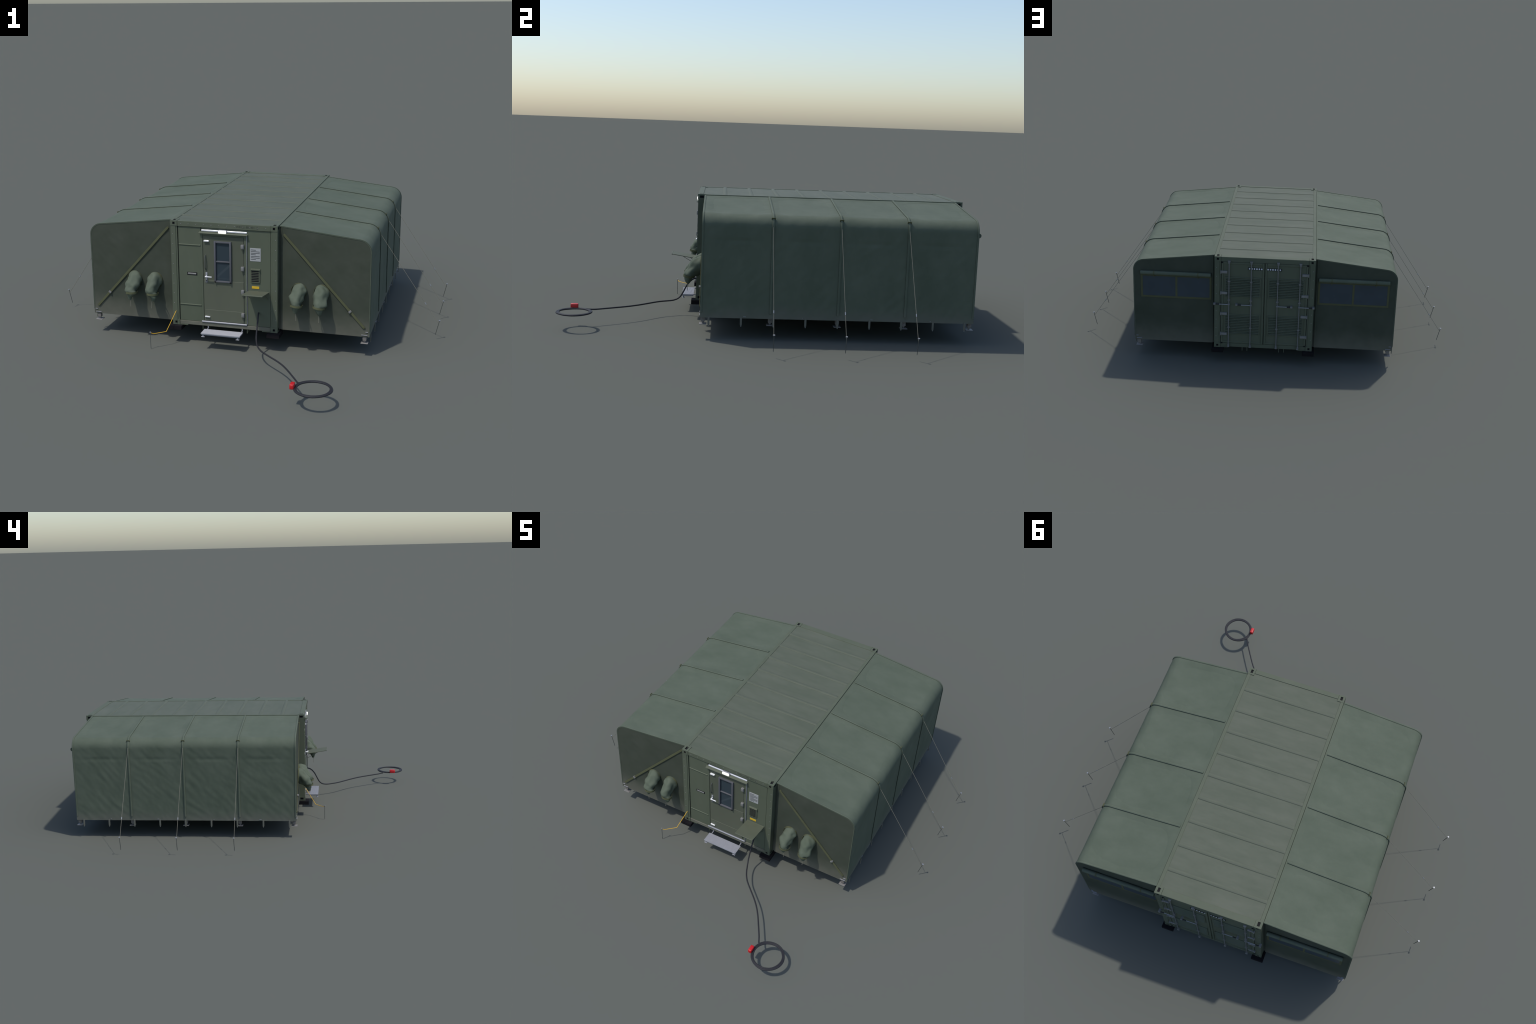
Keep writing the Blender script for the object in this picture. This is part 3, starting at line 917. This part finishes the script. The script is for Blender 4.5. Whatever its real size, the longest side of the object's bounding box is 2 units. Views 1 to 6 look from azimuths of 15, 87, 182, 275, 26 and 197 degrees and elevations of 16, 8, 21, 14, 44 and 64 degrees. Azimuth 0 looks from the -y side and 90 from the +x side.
    for x in (0.2860, 0.4672, 0.6505):
        b.box(sorted((side * (x - 0.0054), side * (x + 0.0054))), (YWB - 0.001, YWB + 0.0023), (0.3522, 0.4848), 0.0004)
    b.done('window_border', annex, 'hem_webbing')
    b = Build()
    b.box(sorted((side * 0.2900, side * 0.6460)), (YWB - 0.001, YWB + 0.0014), (0.3600, 0.4780), 0)
    b.done('annex_window', annex, 'annex_pane')
    b = Build()
    n = 40
    pts = [(side * (0.2840 + 0.3705 * i / n), YWB + 0.0105, 0.4955) for i in range(n + 1)]
    rad = [0.0108 + 0.0004 * noise.noise(Vector((i * 0.31, side * 4, 0))) for i in range(n + 1)]
    b.tube(pts, rad, 16)
    b.done('rolled_blind', annex, 'canvas')
    for x in (0.5834, 0.3512):
        b = Build()
        bm = ring_band((side * x, YWB + 0.0105, 0.4955), 0.0115, 0.0115, 0, 0.006, 0.0008, seg=24)
        bmesh.ops.rotate(bm, cent=(side * x, YWB + 0.0105, 0.4955), matrix=Matrix.Rotation(math.pi / 2, 3, 'Z'), verts=bm.verts)
        band_obj('blind_tie', bm, 'hem_webbing', annex)
        b.box((side * x - 0.003, side * x + 0.003), (YWB + 0.002, YWB + 0.0062), (0.4715, 0.4860), 0.0005)
        b.done('tie_tail', annex, 'hem_webbing')
    # support jacks under the deck edge
    b = Build()
    b.box((-0.0085, 0.0085), (-0.0090, 0.0090), (-0.022, 0.0020), 0.001, 0)
    b.cyl((0, 0, -0.0215), (0, 0, -0.0305), 0.0075, 0.0040, 10, 1)
    b.box((-0.0170, 0.0170), (-0.0160, 0.0160), (-0.0345, -0.0318), 0.0006, 1)
    b.box((-0.0120, 0.0120), (-0.0022, 0.0022), (-0.0135, -0.0100), 0.0008, 1)
    jk = b.done('support_jack', annex, ('jack_paint', 'jack_plate'))
    copies(jk, [(side * 0.6715, y, 0.0995) for y in (-0.2995, 0.0015, 0.3045, 0.6080, 0.9095)])
    # hem pegs hanging from the lower edge
    b = Build()
    b.box((-0.0016, 0.0016), (-0.0045, 0.0045), (-0.0300, 0.0035), 0.0008, 0)
    b.prism([(-0.0043, -0.0298), (0.0043, -0.0298), (0.0022, -0.0362), (-0.0022, -0.0362)], 'x', -0.0014, 0.0014, 0)
    b.cyl((0, 0, -0.0362), (0, 0, -0.0385), 0.0021, 0.0016, 8, 1)
    pg = b.done('hem_peg', annex, ('canvas', 'plate_metal'), smooth=0.3)
    copies(pg, [(side * 0.6965, -0.2738 + 0.14438 * i, 0.1000) for i in range(9)])
    # small tabs along the hem
    b = Build(); b.box((-0.0012, 0.0012), (-0.0062, 0.0062), (-0.0008, 0.0008), 0.0003)
    tb = b.done('hem_tab', annex, 'tab_metal')
    for o, k in zip(copies(tb, [(side * 0.6955, y, 0.1060) for y in (-0.1138, 0.1450, 0.4570, 0.7247)]), (1, 0.3, 0.8, 0.45)):
        o.scale = (1, k, 1)

    # guy lines, tensioners and stakes
    for y in RIBS:
        a, c = Vector((side * 0.6870, y, 0.5260)), Vector((side * 0.9905, y, 0.0815))
        b = Build()
        b.tube([a.lerp(c, t / 6) for t in range(7)], 0.00095, 6, 0)
        k = a.lerp(c, 0.777); u = (c - a).normalized()
        b.cyl(k - u * 0.0065, k + u * 0.0065, 0.0021, seg=8, mat=1)
        b.done('guy_line', shelter, ('cord', 'plate_metal'))
        top, foot = Vector((side * 0.9948, y, 0.0970)), Vector((side * 0.9783, y, 0.0235))
        u = (top - foot).normalized()
        b = Build()
        b.cyl(foot + u * 0.004, top, 0.0015, seg=8, mat=0)
        b.cyl(foot - u * 0.002, foot + u * 0.0045, 0.0005, 0.0015, 8, 0)
        b.cyl(top - u * 0.0006, top + u * 0.0022, 0.0046, seg=14, mat=1)
        b.done('tent_stake', shelter, ('stake_paint', 'plate_metal'))

# ==================================================== EARTHING ROD AND WIRE
b = Build()
b.cyl((-0.3362, -0.4620, 0.0), (-0.3366, -0.4620, 0.0800), 0.0014, seg=8, mat=0)
b.cyl((-0.3366, -0.4620, 0.0795), (-0.3366, -0.4620, 0.0850), 0.0030, seg=10, mat=1)
b.done('earthing_rod', shelter, ('stake_paint', 'plate_metal'))
b = Build()
b.tube([(-0.2446, -0.3440, 0.1590), (-0.2446, -0.3505, 0.1587), (-0.2600, -0.3787, 0.1152), (-0.2757, -0.4075, 0.0720),
        (-0.3000, -0.4300, 0.0718), (-0.3255, -0.4545, 0.0728), (-0.3335, -0.4600, 0.0790), (-0.3362, -0.4618, 0.0825)], 0.0014, 8)
b.done('earthing_wire', shelter, 'yellow_wire')

# ============================================================= POWER CABLE
CC, CZ = Vector((0.5465, -0.8906)), 0.0768
ctrl = [(0.1690, -0.3370, 0.1820), (0.1705, -0.3470, 0.1822), (0.1717, -0.3550, 0.1805), (0.1732, -0.3650, 0.1755),
        (0.1747, -0.3750, 0.1670), (0.1760, -0.3850, 0.1555), (0.1767, -0.3950, 0.1400), (0.1778, -0.4150, 0.1010),
        (0.1800, -0.4260, 0.0860), (0.1846, -0.4400, 0.0763), (0.1925, -0.4600, 0.0708), (0.2009, -0.4800, 0.0694),
        (0.2172, -0.5100, 0.0694), (0.2395, -0.5400, 0.0692), (0.2808, -0.5800, 0.0688), (0.3229, -0.6200, 0.0690),
        (0.3588, -0.6600, 0.0696), (0.3876, -0.7000, 0.0702), (0.4128, -0.7400, 0.0706), (0.4371, -0.7800, 0.0708),
        (0.4549, -0.8100, 0.0712), (0.4690, -0.8380, 0.0740)]
b = Build()
cab = spline(ctrl, 5)
# hook into the outer turn of the coil
a0 = math.radians(148)
cab += [Vector((0.4730, -0.8450, 0.0768)), Vector((CC.x + math.cos(a0) * 0.0790, CC.y + math.sin(a0) * 0.0790, CZ))]
b.tube(cab, 0.0037, 10)
cable = b.done('power_cable', shelter, 'rubber', smooth=1.2)
b = Build()
for i, R in enumerate((0.0707, 0.0752, 0.0793)):
    n = 72
    pts = []
    for k in range(n):
        t = 2 * math.pi * k / n
        w = 0.0009 * math.sin(2 * t + i * 1.7) + 0.0005 * math.sin(5 * t + i)
        pts.append((CC.x + math.cos(t) * (R + w), CC.y + math.sin(t) * (R + w * 0.6), CZ + 0.0005 * math.sin(3 * t + i * 2)))
    b.tube(pts, 0.0037, 10, closed=True)
b.done('cable_coil', cable, 'rubber', smooth=1.2)
b = Build()
b.box((0.4525, 0.4705), (-0.9200, -0.8850), (0.0765, 0.0985), 0.0035, seg=3)
b.done('cable_plug', cable, 'red_plastic')
